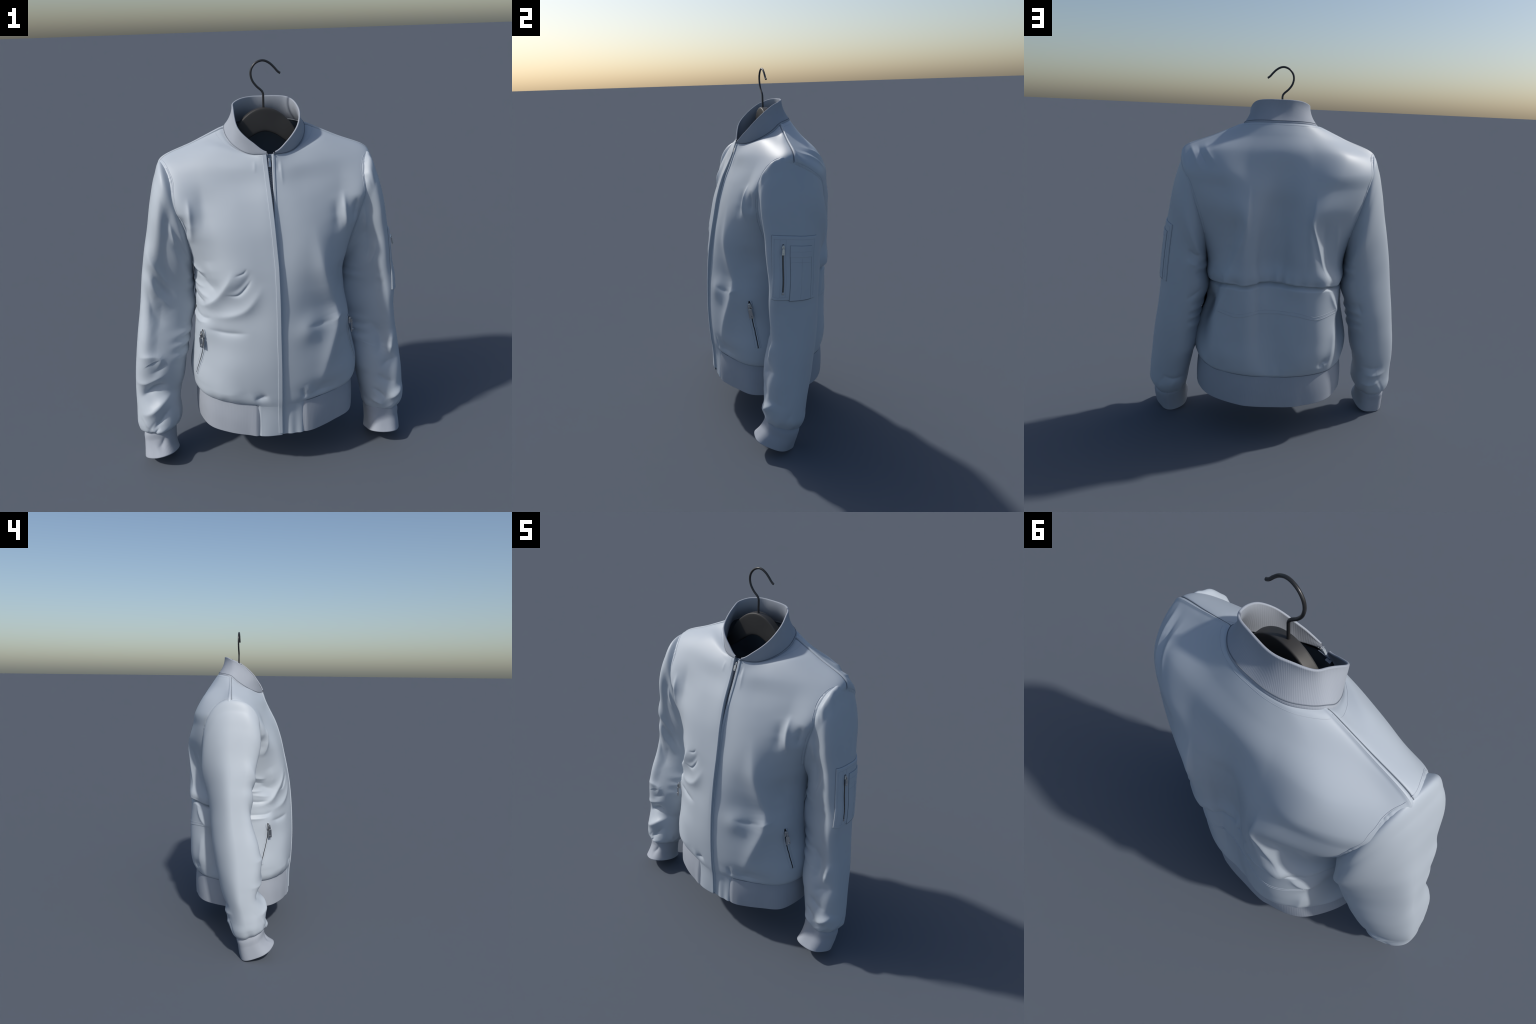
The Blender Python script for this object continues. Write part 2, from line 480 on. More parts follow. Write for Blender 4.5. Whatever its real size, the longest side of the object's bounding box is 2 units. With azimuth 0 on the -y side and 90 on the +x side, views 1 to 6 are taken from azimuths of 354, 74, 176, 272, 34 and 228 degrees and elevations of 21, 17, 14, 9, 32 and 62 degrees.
def back_upper():
    nc, nr, curl = 360, 300, 24
    u = np.linspace(4, 12, nc)
    ze = waist_seam(torso(u, np.full(nc, .9))[:, 0])
    t = np.linspace(0, 1, nr) ** 1.15
    H = ze[None] + (1.72 - ze[None]) * t[:, None]
    P = torso(np.broadcast_to(u, H.shape), H)
    N = grid_normals(P)
    x, z = P[..., 0], P[..., 2]
    hang = H - ze[None]
    d = back_relief(P)
    d += .011 * np.exp(-((hang - .022) / .045) ** 2)
    d += .006 * np.exp(-((hang - .03) / .05) ** 2) * (np.exp(-((x + .235) / .05) ** 2) + .5 * np.exp(-((x - .26) / .06) ** 2) + .7 * np.exp(-((np.abs(x - X0) - .33) / .03) ** 2))
    pucker = (np.sin(x * 55 + 2.0 * np.sin(x * 23)) + .7 * np.sin(x * 97 + 3 * np.sin(x * 11))) * np.exp(-hang / .035)
    d += .0042 * pucker
    rows, cols = np.arange(nr)[:, None], np.arange(nc)[None]
    d += .004 * smooth(1.5, 1.58, z) * (np.exp(-((cols - 8) / 7.) ** 2) + np.exp(-((nc - 9 - cols) / 7.) ** 2))
    d -= .0045 * np.exp(-(np.minimum(cols, nc - 1 - cols) / 1.6) ** 2)
    d -= .004 * np.exp(-((nr - 1 - rows) / 2.0) ** 2)
    # crumple at the wearer's left shoulder tip
    d += folds(x, z, [(.006, .014, 0, [(.49, 1.60), (.45, 1.54), (.40, 1.46)]), (-.005, .012, 0, [(.45, 1.60), (.415, 1.55), (.37, 1.48)]),
                      (.004, .014, 0, [(.41, 1.61), (.38, 1.56), (.33, 1.50)])])
    P = P + N * d[..., None]
    ang = np.linspace(math.pi * .80, 0, curl, endpoint=False)[:, None, None]
    r = .016
    tail = P[0][None] - N[0][None] * (r * (1 - np.cos(ang))) + np.array([0, 0, -1.0]) * (r * np.sin(ang) * .9)
    return np.concatenate([tail, P])


def back_lower():
    nc, nr = 360, 190
    u = np.linspace(4, 12, nc)
    ze = waist_seam(torso(u, np.full(nc, .9))[:, 0]) + .020
    t = np.linspace(0, 1, nr)
    H = .392 + (ze[None] - .392) * t[:, None]
    P = torso(np.broadcast_to(u, H.shape), H)
    N = grid_normals(P)
    d = back_relief(P)
    d -= .020 * smooth(-.065, -.03, H - ze[None])
    d = d * (0.25 + 0.75 * smooth(0, .06, H - .392))
    rows, cols = np.arange(nr)[:, None], np.arange(nc)[None]
    d -= .006 * np.exp(-(rows / 3.0) ** 2)
    # welted seam across the small of the back: a narrow step
    x, z = P[..., 0], P[..., 2]
    zs = seam_two(x)
    d += .0015 * smooth(-.008, .002, z - zs) * smooth(.20, .02, z - zs)
    P = P + N * d[..., None]
    return P


def seam_two(x):
    w = x - X0
    return .748 - .012 * np.exp(-((np.abs(w) - .21) / .06) ** 2) + .006 * np.cos(w * 12)


BU, BL = back_upper(), back_lower()
BUN, BLN = grid_normals(BU), grid_normals(BL)
grid_object("back_panel", BU, FABRIC, JACKET)
grid_object("lower_back_panel", BL, FABRIC, JACKET)

# added inner sheet, darker than the cloth to stand for the shade inside
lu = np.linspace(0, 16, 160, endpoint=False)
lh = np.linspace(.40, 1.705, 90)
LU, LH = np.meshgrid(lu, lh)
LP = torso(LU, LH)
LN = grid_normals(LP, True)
grid_object("inner_shade_sheet", LP - LN * (.030 - .020 * smooth(1.5, 1.66, LH) + .030 * smooth(.55, .75, LH) * smooth(1.15, 1.0, LH))[..., None], INNER_SHADE, JACKET, closed=True)


def nearest(P, N, q):
    """Closest grid point and normal to each query point."""
    f, g = P.reshape(-1, 3), N.reshape(-1, 3)
    if id(P) not in TREES:
        TREES[id(P)] = tree(f)
    idx = [TREES[id(P)].find(c)[1] for c in np.atleast_2d(q)]
    return f[idx], g[idx]


TREES = {}


def tree(points):
    kd = KDTree(len(points))
    for i, p in enumerate(points):
        kd.insert(p, i)
    kd.balance()
    return kd


def relax(A, n=3):
    A = A.copy()
    for _ in range(n):
        A[1:-1] = (A[:-2] + 2 * A[1:-1] + A[2:]) / 4
    return A


def drape(P, N, pts, count):
    """A line laid on a panel through rough points."""
    pts = np.asarray(pts, float)
    k = np.linspace(0, len(pts) - 1, count)
    q = spline(np.arange(len(pts)), pts, k)
    p, n = nearest(P, N, q)
    p, n = relax(p, 6), relax(n, 6)
    return p, n / np.linalg.norm(n, axis=1, keepdims=True)


# ------------------------------------------------------------------ rib trims
def band(outer, thick, name, mat, closed, end_round=8):
    """A knitted band: rows of `outer` run from one rim to the other; folded over with given thickness."""
    N = grid_normals(outer, closed)
    inner = outer - N * thick
    a = np.linspace(0, math.pi, end_round + 2)[1:-1]
    lo, hi = outer[0], outer[-1]
    dn = outer[0] - outer[1]; dn /= np.linalg.norm(dn, axis=1, keepdims=True)
    up = outer[-1] - outer[-2]; up /= np.linalg.norm(up, axis=1, keepdims=True)
    top = [hi - N[-1] * (thick / 2 * (1 - math.cos(t))) + up * (thick / 2 * math.sin(t)) for t in a]
    bot = [lo - N[0] * (thick / 2 * (1 + math.cos(t))) + dn * (thick / 2 * math.sin(t)) for t in a]
    full = np.concatenate([outer, np.array(top), inner[::-1], np.array(bot), outer[:1]])
    ob = grid_object(name, full, mat, JACKET, closed=closed)
    return ob


# waistband: from the wearer's left placket round the back to the right
def waistband():
    nc, nr = 520, 34
    u = np.linspace(0.6, 15.40, nc)
    base = torso(u, np.full(nc, .395))
    t = np.linspace(0, 1, nr)[:, None, None]
    cen = np.array([X0, 0, 0])
    out = base - cen
    out[:, 2] = 0
    out /= np.linalg.norm(out, axis=1, keepdims=True)
    x = base[:, 0]
    bottom = base.copy()
    bottom[:, 2] = .219 + .010 * np.clip(out[:, 0], -1, 1) ** 2
    bottom += out * (.012 - .009 * smooth(.05, .2, base[:, 1:2]))
    P = bottom[None] * (1 - t) + base[None] * t
    bow = np.sin(t * math.pi) * .004
    flare = (.012 * np.exp(-((1 - t) / .35) ** 2) * 0)
    ripple = (.0035 * np.sin(x * 42 + 2 * np.sin(x * 13)) * smooth(.12, .17, np.abs(x - X0)))[None, :, None] * (1 - t)
    under = smooth(.13, .10, np.abs(x - X0)) * (base[:, 1] < 0)
    P = P + out[None] * (bow + flare + ripple - .004 - .010 * under[None, :, None])
    P[..., 2] = P[..., 2] + .0
    return P


band(waistband()[:, ::1], .008, "waistband", WAIST_RIB, False)


def front_tab(side):
    """The cloth of the front runs on beside the zip, past the knit, down to the hem."""
    nr = 50
    e = front[side][0]
    slope = (front[side][1] - front[side][0])
    keep = np.abs(e[:, 0] - X0) < .118
    e, slope = e[keep], slope[keep]
    slope = slope / np.linalg.norm(slope, axis=1, keepdims=True)
    t = np.linspace(0, 1, nr)[:, None, None]
    drop = (e[:, 2] - .220)[None, :, None] * (1 - t)
    P = e[None] + np.array([0, 0, -1.0]) * drop
    P[..., 1] += -slope[None, :, 1] * .03 * (1 - np.exp(-drop[..., 0] / .03)) 
    P[..., 1] -= .012 * (1 - t[..., 0]) * smooth(0, .1, np.abs(P[..., 0] - X0))
    if side > 0:
        x = P[..., 0]
        P[..., 1] -= .002 * np.sin(x * 120 + .6) * (1 - t[..., 0]) * smooth(.02, .05, x)
    return P


TAB = {s: front_tab(s) for s in (-1, 1)}
for s in (-1, 1):
    band(TAB[s], .008, "hem_tab", FABRIC, False)

# collar
COLLAR_TOP = np.array([(.008, -.131, 1.609), (.080, -.112, 1.652), (.134, -.074, 1.706), (.153, -.018, 1.760), (.152, .034, 1.796), (.139, .068, 1.811), (.108, .099, 1.824), (.06, .116, 1.829), (0, .119, 1.829)])


def collar():
    nc, nr = 320, 40
    u = np.linspace(.14, 15.86, nc)
    base = torso(u, np.full(nc, 1.72))
    pad = mirror_pad(COLLAR_TOP[None])[0]
    uu = np.where(u > 8, 16 - u, u)
    top = spline(STATIONS, pad, uu)
    top[:, 0] = np.where(u > 8, -top[:, 0], top[:, 0]) + X0 + .002
    t = np.linspace(-.04, 1, nr)[:, None, None]
    ease = np.where(t > 0, 1 - (1 - np.clip(t, 0, 1)) ** 1.9, t * .5)
    P = base[None] * 1.0 + (top - base)[None] * np.concatenate([ease, ease, t], axis=2)
    N = grid_normals(P)
    wob = .003 * np.sin(u * 2.3 + 1.0) * smooth(.2, 1.0, t[..., 0])
    return P + N * (.002 + wob[..., None])


CP = collar()
band(CP, .008, "collar", COLLAR_RIB, False)
CPN = grid_normals(CP)

# ------------------------------------------------------------------ sleeves
# rows: outer x, outer z, inner x, inner z, front y, back y, forward tilt of the ring
SLEEVE = {
    -1: [(.455, 1.555, .352, 1.090, -.130, .195, 0), (.485, 1.568, .362, 1.060, -.147, .212, 0), (.518, 1.500, .368, 1.020, -.152, .220, 0), (.548, 1.390, .368, .980, -.152, .218, 0),
         (.576, 1.250, .366, .930, -.130, .196, 0), (.606, 1.110, .364, .880, -.108, .166, 0), (.632, .970, .368, .830, -.106, .150, 0),
         (.652, .830, .384, .770, -.120, .143, 0), (.676, .700, .408, .680, -.152, .130, 0), (.694, .580, .430, .580, -.164, .110, 0),
         (.709, .460, .452, .470, -.150, .085, 0), (.715, .380, .474, .395, -.148, .065, .01), (.716, .310, .488, .325, -.176, .052, .015),
         (.719, .255, .486, .265, -.190, .040, .02), (.719, .205, .494, .220, -.192, .028, .025), (.708, .172, .508, .190, -.190, .012, .028), (.688, .155, .524, .172, -.176, -.006, .03)],
    1: [(.470, 1.555, .368, 1.090, -.135, .195, 0), (.501, 1.570, .380, 1.060, -.152, .212, 0), (.534, 1.500, .388, 1.020, -.158, .222, 0), (.568, 1.390, .388, .980, -.157, .224, 0),
        (.596, 1.250, .385, .930, -.150, .190, 0), (.618, 1.110, .383, .880, -.148, .166, 0), (.635, .970, .380, .830, -.142, .155, 0),
        (.648, .830, .391, .770, -.150, .145, 0), (.664, .700, .418, .680, -.150, .132, 0), (.684, .580, .432, .580, -.154, .114, 0),
        (.701, .460, .447, .470, -.170, .090, 0), (.711, .380, .466, .395, -.179, .075, .01), (.720, .310, .482, .325, -.185, .062, .015),
        (.724, .255, .495, .265, -.190, .050, .02), (.720, .205, .502, .220, -.186, .038, .025), (.703, .172, .508, .190, -.182, .022, .028), (.690, .155, .516, .172, -.176, .008, .03)],
}
CUFF = {
    -1: [(.674, .170, .530, .185, -.165, -.015, .03), (.690, .150, .524, .168, -.174, -.008, .03), (.693, .100, .524, .128, -.182, -.016, .035), (.694, .055, .522, .082, -.208, -.022, .04), (.695, .024, .514, .058, -.236, -.026, .042)],
    1: [(.678, .170, .526, .185, -.165, -.002, .03), (.697, .150, .516, .168, -.174, .005, .03), (.699, .100, .516, .128, -.184, -.006, .035), (.697, .066, .514, .078, -.212, -.020, .042), (.694, .038, .508, .048, -.238, -.028, .045)],
}
SLEEVE_FOLDS = {
    -1: [  # front of the wearer's right sleeve, (x, z)
        (.013, .028, .4, [(-.575, 1.235), (-.565, 1.13), (-.51, 1.00), (-.47, .93)]),
        (.013, .026, .4, [(-.590, 1.07), (-.565, .97), (-.535, .91), (-.48, .84)]),
        (-.011, .034, 0, [(-.575, 1.11), (-.55, 1.02), (-.52, .95), (-.47, .88)]),
        (-.012, .042, 0, [(-.610, 1.02), (-.595, .93), (-.57, .83), (-.53, .75)]),
        (.008, .014, 0, [(-.462, 1.33), (-.452, 1.24), (-.44, 1.17)]),
        (.010, .030, .5, [(-.69, .61), (-.62, .63), (-.565, .61), (-.60, .55)]),
        (-.005, .018, 0, [(-.63, .53), (-.575, .55), (-.53, .60)]),
        (.012, .026, 0, [(-.72, .47), (-.66, .475), (-.60, .50), (-.53, .53)]),
        (-.022, .022, 0, [(-.69, .385), (-.645, .415), (-.59, .445), (-.53, .455)]),
        (.020, .030, 0, [(-.70, .29), (-.635, .315), (-.58, .355), (-.52, .405)]),
        (-.012, .018, 0, [(-.645, .215), (-.60, .255), (-.565, .30), (-.53, .33)]),
        (.010, .018, 0, [(-.66, .195), (-.60, .21), (-.55, .22)]),
        (-.010, .010, 0, [(-.655, .180), (-.625, .205), (-.60, .235)]),
    ],
    1: [  # front of the wearer's left sleeve
        (.008, .016, 0, [(.455, 1.34), (.47, 1.26), (.475, 1.18)]),
        (-.008, .022, 0, [(.48, 1.25), (.50, 1.12), (.49, 1.0)]),
        (.008, .022, 0, [(.53, 1.18), (.52, 1.08), (.485, .98)]),
        (.010, .022, 0, [(.622, 1.05), (.630, .90), (.640, .78)]),
        (.014, .024, 0, [(.625, .66), (.625, .58), (.615, .50)]),
        (-.018, .040, 0, [(.50, .72), (.56, .64), (.575, .56), (.53, .50)]),
        (-.010, .030, 0, [(.56, .44), (.62, .48), (.69, .49)]),
        (-.010, .024, 0, [(.545, .42), (.60, .37), (.66, .355)]),
        (.016, .028, 0, [(.605, .255), (.66, .29), (.70, .33)]),
        (-.010, .016, 0, [(.53, .33), (.58, .285), (.61, .255)]),
        (.010, .018, 0, [(.52, .26), (.56, .24), (.60, .22)]),
    ],
}
SLEEVE_BACK_FOLDS = {
    -1: [(-.007, .018, 0, [(-.44, .78), (-.46, .73), (-.48, .69)]),
         (-.008, .024, 0, [(-.50, .36), (-.58, .33), (-.66, .34)]), (.008, .022, 0, [(-.52, .30), (-.60, .285), (-.68, .30)]),
         (.008, .02, 0, [(-.50, .24), (-.58, .22), (-.66, .25)])],
    1: [(-.008, .016, 0, [(.40, 1.03), (.44, 1.02), (.48, 1.06)]), (.007, .020, 0, [(.40, .98), (.45, .97), (.49, 1.0)]),
        (-.007, .018, 0, [(.40, .84), (.44, .80), (.50, .76)]), (-.008, .02, 0, [(.50, .26), (.58, .24), (.65, .27)])],
}


def tube(rows, side, nphi, nrow, expo=2.0, arm=False):
    R = np.array(rows, float)
    step = np.linalg.norm(np.diff(R[:, :4], axis=0), axis=1)
    s = np.concatenate([[0], np.cumsum(step)])
    r = spline(s, R, np.linspace(0, s[-1], nrow))
    phi = np.linspace(0, 2 * math.pi, nphi, endpoint=False)[None]
    cs, sn = np.cos(phi), np.sin(phi)
    xo, zo, xi, zi, yf, yb, ti = (r[:, k, None] for k in range(7))
    p = np.full((nrow, nphi), expo)
    if arm:          # the outer front of the arm is squarer
        zz_ = (zo + zi) / 2
        hang = smooth(1.36, 1.16, zz_) * smooth(.30, .45, zz_)
        q = smooth(0, .5, cs) * smooth(0, -.5, sn)
        p = p + .9 * hang * q
    k = (np.abs(cs) ** p + np.abs(sn) ** p) ** (-1 / p)
    c, n = cs * k, sn * k
    x = (xo + xi) / 2 + c * (xo - xi) / 2
    z = (zo + zi) / 2 + c * (zo - zi) / 2 - n * ti
    y = (yf + yb) / 2 + n * (yb - yf) / 2
    if arm:          # its inner front falls back, its outer back is flat
        f, b = np.clip(-n, 0, 1), np.clip(n, 0, 1)
        lo = smooth(1.42, 1.20, zz_) * (.15 + .85 * smooth(.48, .82, zz_)) * smooth(.14, .26, zz_)
        lob = smooth(1.36, 1.16, zz_) * smooth(.14, .30, zz_)
        pull, flat, fill = arm
        y = y + f * lo * (pull * (1 - c) / 2 - .10 * (yb - yf) / 2 * smooth(.2, .7, c))
        y = y - b * c * lob * flat + b * (1 - c) / 2 * fill * smooth(1.1, .95, zz_) * smooth(.3, .45, zz_)
    P = np.stack([x * side, y, z], -1)
    return P if side > 0 else P[:, ::-1]


def sleeve(side):
    nphi, nrow = 280, 470
    P = tube(SLEEVE[side], side, nphi, nrow, 2.2, (.066, .044, .020) if side < 0 else (.085, .030, .030))
    N = grid_normals(P, True)
    if (N[100, :, 0] * (P[100, :, 0] - P[100, :, 0].mean())).sum() < 0:
        N = -N
    x, y, z = P[..., 0], P[..., 1], P[..., 2]
    fr, bk = smooth(.15, -.45, N[..., 1]), smooth(-.15, .45, N[..., 1])
    d = folds(x, z, SLEEVE_FOLDS[side]) * fr + folds(x, z, SLEEVE_BACK_FOLDS[side]) * bk
    ang = np.linspace(0, 2 * math.pi, nphi, endpoint=False)[None]
    row = np.arange(nrow)[:, None]
    # cloth blousing over the cuff with gathers
    low = np.exp(-((nrow - 1 - row) / 16.0) ** 2)
    d += .003 * low * np.sin(ang * 7 + 2.5 * np.sin(ang * 2 + side)) * (.4 + .6 * np.sin(ang * 1.5 + side) ** 2)
    d += .001 * np.exp(-((nrow - 22 - row) / 14.0) ** 2)
    d += slack(P, .0007) * smooth(1.5, 1.35, z)
    for _ in range(26):          # short crumples where the cloth is gathered into the cuff
        a0, r0, w, h = rng.uniform(0, 2 * math.pi), nrow - rng.uniform(2, 34), rng.uniform(.09, .26), rng.uniform(8, 22)
        da = (ang - a0 - rng.uniform(-.02, .02) * (row - r0) + math.pi) % (2 * math.pi) - math.pi
        d += rng.choice([-1, 1]) * rng.uniform(.001, .003) * np.exp(-(da / w) ** 2 - ((row - r0) / h) ** 2)
    # puckers of the set-in seam
    cap = np.exp(-((row - 22) / 14.0) ** 2)
    d += .0022 * cap * np.sin(ang * 30 + 3 * np.sin(ang * 5)) * fr * smooth(1.40, 1.50, z) * (side > 0)
    # slack along the inside of the arm
    d += .004 * np.sin(z * 70 + 3 * np.sin(z * 19)) * smooth(-.2, -.8, N[..., 0] * side) * smooth(.35, .5, z) * smooth(1.05, .9, z)
    P = P + N * d[..., None]
    return P, N


SL = {}
for s in (-1, 1):
    P, _ = sleeve(s)
    n = grid_normals(P, True)
    mid = P.mean(1, keepdims=True)
    if ((P - mid) * n).sum() < 0:
        P = P[:, ::-1]
        n = grid_normals(P, True)
    SL[s] = (P, n)
    grid_object("sleeve", P, FABRIC, JACKET, closed=True)

for s in (-1, 1):
    P = tube(CUFF[s], s, 200, 46, 2.2)[::-1]
    ang = np.linspace(0, 2 * math.pi, 200, endpoint=False)[None]
    n = grid_normals(P, True)
    mid = P.mean(1, keepdims=True)
    if ((P - mid) * n).sum() < 0:
        P = P[:, ::-1]
        n = grid_normals(P, True)
    t = np.linspace(1, 0, 46)[:, None]
    P = P + n * (.0025 * np.sin(ang * 5 + s) * (.3 + t) + 0.003 * np.sin(ang * 3 + 2) * t)[..., None]
    if s < 0:      # dent in the front of the right cuff
        P = P + n * (folds(P[..., 0], P[..., 2], [(-.010, .018, .3, [(-.63, .105), (-.60, .13), (-.575, .17)])]) * smooth(.1, -.4, n[..., 1]))[..., None]
    P[..., 2] -= (P[..., 2].min() - .003) * smooth(.14, .03, P[..., 2])
    band(P, .008, "cuff", CUFF_RIB_R if s < 0 else CUFF_RIB_L, True)

# ------------------------------------------------------------------ hanger
def hanger():
    nx, k = 120, 64
    x = np.linspace(-.42, .42, nx)
    a = np.abs(x)
    top = np.interp(a, [0, .03, .06, .09, .13, .165, .22, .30, .42], [1.790, 1.786, 1.774, 1.753, 1.712, 1.640, 1.600, 1.565, 1.515])
    bot = np.interp(a, [0, .03, .07, .10, .20, .30, .42], [1.682, 1.676, 1.655, 1.630, 1.560, 1.515, 1.475])
    top, bot = relax(top[:, None], 4)[:, 0], relax(bot[:, None], 4)[:, 0]
    yc = .033 + .004 * smooth(.10, .18, a)
    half = .022 - .003 * (a / .42)
    ang = np.linspace(0, 2 * math.pi, k, endpoint=False)
    e = 2 / 10.0
    cy = np.sign(np.cos(ang)) * np.abs(np.cos(ang)) ** e
    cz = np.sign(np.sin(ang)) * np.abs(np.sin(ang)) ** e
    endr = np.sqrt(np.clip(1 - (np.clip(a - .39, 0, .03) / .0302) ** 2, 0.02, 1))
    P = np.stack([np.repeat((x + .012)[:, None], k, 1), yc[:, None] + cy[None] * (half * endr)[:, None],
                  ((top + bot) / 2)[:, None] + cz[None] * ((top - bot) / 2 * endr)[:, None]], -1)
    f = [tuple(q) for q in quad_faces(nx, k, True)] + [tuple(range(k))[::-1], tuple((nx - 1) * k + i for i in range(k))]
    make_mesh("hanger_arm", P, f, HANGER, COATHANGER)


hanger()


def hook():
    pts = [(.011, 1.77), (.011, 1.80), (.011, 1.835), (.010, 1.853), (.002, 1.866), (-.020, 1.886), (-.037, 1.910), (-.044, 1.938),
           (-.039, 1.963), (-.022, 1.984), (.002, 1.9945), (.024, 1.993), (.046, 1.981), (.064, 1.964), (.078, 1.948), (.088, 1.940), (.092, 1.9385)]
    p = np.array([(x, .030, z) for x, z in pts])
    p = spline(np.arange(len(p)), p, np.linspace(0, len(p) - 1, 160))
    n = np.repeat([[0, -1.0, 0]], len(p), 0)
    v, f = sweep_mesh(p, n, ring_profile(.0052, 14))
    make_mesh("hook", v, f, WIRE, COATHANGER)


hook()

# ------------------------------------------------------------------ zips, pockets, stitching
# front zip: tape in the gap, teeth where the gap is open, overlapping placket strip
zz = np.linspace(.232, 1.600, 260)


def front_line(side, off, z):
    """Points on the front edge line of a panel at heights z."""
    P = front[side]
    col = 0 if side > 0 else -1
    e = P[:, col]
    y = np.interp(z, e[:, 2], e[:, 1])
    x = np.interp(z, e[:, 2], e[:, 0])
    low = z < .40
    T = TAB[side]
    te = T[:, 0 if side > 0 else -1]
    y = np.where(low, np.interp(z, te[:, 2], te[:, 1]), y)
    x = np.where(low, np.interp(z, te[:, 2], te[:, 0]), x)
    p = np.stack([x + off, y, z], 1)
    return np.concatenate([relax(p[:, :1], 5), relax(p[:, 1:2], 5), p[:, 2:]], 1)


def front_normal(p):
    t = np.gradient(p, axis=0)
    n = np.stack([np.zeros(len(p)), -t[:, 2], t[:, 1]], 1)
    return n / np.linalg.norm(n, axis=1, keepdims=True)


lp = front_line(-1, -.008, zz)
v, f = sweep_mesh(lp, front_normal(lp), [(-.010, -.002), (-.009, .0035), (.008, .0045), (.010, .003), (.010, -.022), (-.010, -.022)])
make_mesh("placket", v, f, FABRIC, JACKET, flat=True)
ll = front_line(1, .006, zz)
v, f = sweep_mesh(ll, front_normal(ll), [(-.007, -.004), (-.007, .003), (-.004, .005), (.004, .004), (.007, .001), (.007, -.006)])
make_mesh("zipper_facing", v, f, FABRIC, JACKET, flat=True)
tp = (front_line(-1, 0, zz) + front_line(1, 0, zz)) / 2
tp[:, 1] += .012
v, f = sweep_mesh(tp, front_normal(tp), [(-.024, 0), (.024, 0), (.024, -.002), (-.024, -.002)])
make_mesh("zipper_tape", v, f, TAPE, JACKET, flat=True)
tn = front_normal(tp)
teeth = Pile()
bv, bf = rounded_box(.0075, .0028, .004)
for i, z in enumerate(np.arange(1.20, 1.585, .0048)):
    c = np.array([np.interp(z, tp[:, 2], tp[:, k]) for k in range(3)])
    n = np.array([np.interp(z, tp[:, 2], tn[:, k]) for k in range(3)])
    M = frame((0, n[2], -n[1]), n)
    teeth.add((bv + np.array([.0022 * (1 if i % 2 else -1), 0, .002])) @ M.T + c, bf)
teeth.build("zipper_teeth", TEETH, JACKET, stuff=True)


def zip_pull(c, t, n, size, name="zipper_pull"):
    """Slider body with a hinged tab and a rivet; t points along the zip towards the closed end."""
    M = frame(t, n)
    pile = Pile()
    body_v, body_f = rounded_box(.013 * size, .020 * size, .008 * size, .35)
    body_v[:, 0] *= 1 - .35 * np.clip(body_v[:, 1] / (.010 * size), -1, 1)
    pile.add((body_v + [0, 0, .004 * size]) @ M.T + c, body_f)
    bar_v, bar_f = rounded_box(.004 * size, .014 * size, .005 * size, .4)
    pile.add((bar_v + [0, -.004 * size, .010 * size]) @ M.T + c, bar_f)
    tab_v, tab_f = rounded_box(.014 * size, .034 * size, .004 * size, .4)
    tab_v[:, 0] *= 1 + .12 * np.clip(-tab_v[:, 1] / (.017 * size), -1, 1)
    pile.add((tab_v + [0, -.026 * size, .011 * size]) @ M.T + c, tab_f)
    a = np.linspace(0, 2 * math.pi, 12, endpoint=False)
    riv = np.concatenate([np.stack([np.cos(a) * .0042 * size, np.sin(a) * .0042 * size - .036 * size, np.full(12, .012 * size)], 1),
                          np.stack([np.cos(a) * .003 * size, np.sin(a) * .003 * size - .036 * size, np.full(12, .0158 * size)], 1)])
    pile.add(riv @ M.T + c, [tuple(q) for q in quad_faces(2, 12, True)] + [tuple(range(12, 24))])
    return pile.build(name, PULL, JACKET, flat=True)


zc = np.array([np.interp(1.575, tp[:, 2], tp[:, k]) for k in range(3)])
zn = np.array([np.interp(1.575, tp[:, 2], tn[:, k]) for k in range(3)])
zip_pull(zc + zn * .004, (0, -zn[2] * -1, -zn[1]), zn, .8)

# slanted pocket zips in the fronts
HAND_ZIPS = {
    -1: [(-.341, -.184, .780), (-.339, -.186, .735), (-.345, -.176, .66), (-.358, -.155, .58), (-.365, -.137, .514)],
    1: [(.367, -.181, .785), (.376, -.178, .74), (.391, -.172, .67), (.408, -.162, .59), (.422, -.152, .521)],
}
for s in (-1, 1):
    p, n = drape(front[s], front_n[s], HAND_ZIPS[s], 70)
    if n[:, 1].mean() > 0:
        n = -n
    slit_w = .0022 + .0055 * np.exp(-((np.linspace(0, 1, 70) - .13) / .10) ** 2)
    prof = sweep(p + n * .0008, n, [(-1, 0), (-.6, .0012), (.6, .0012), (1, 0)])
    mid = p[:, None]
    side_dir = prof[:, -1] - prof[:, 0]
    side_dir /= np.linalg.norm(side_dir, axis=1, keepdims=True)
    V = np.stack([p + n * h + side_dir * (k * slit_w)[:, None] for k, h in ((-1.2, -.003), (-1, .0016), (1, .0016), (1.2, -.003))], 1)
    grid_object("pocket_slit_strip", V, ZIP_BLACK, JACKET, closed=True, flat=True)  # dark strip laid on the cloth stands in for the open slit
    welts = Pile()
    for k in (-1, 1):
        off = slit_w + .0040
        q = p + side_dir * (k * off)[:, None] + n * .0006
        v, f = sweep_mesh(q, n, [(-.0045, -.002), (-.003, .0022), (.003, .0022), (.0045, -.002)])
        welts.add(v, f)
    welts.build("pocket_welt", FABRIC, JACKET)
    st = Pile()
    loop = []
    for k in (-1, 1):
        q, qn = nearest(front[s], front_n[s], p + side_dir * (k * .017))
        loop.append((relax(q, 5), qn))
    for q, qn in loop:
        v, f = sweep_mesh(q, np.where(qn[:, 1:2] > 0, -qn, qn), ring_profile(.0009, 6))
        st.add(v, f)
    st.build("topstitch", STITCH, JACKET, stuff=True)
    i = 10
    t = p[i] - p[i + 6]
    zip_pull(p[i] + n[i] * .003, t, n[i], 1.6)

# sleeve utility pocket on the wearer's left arm
PS, NS = SL[1]


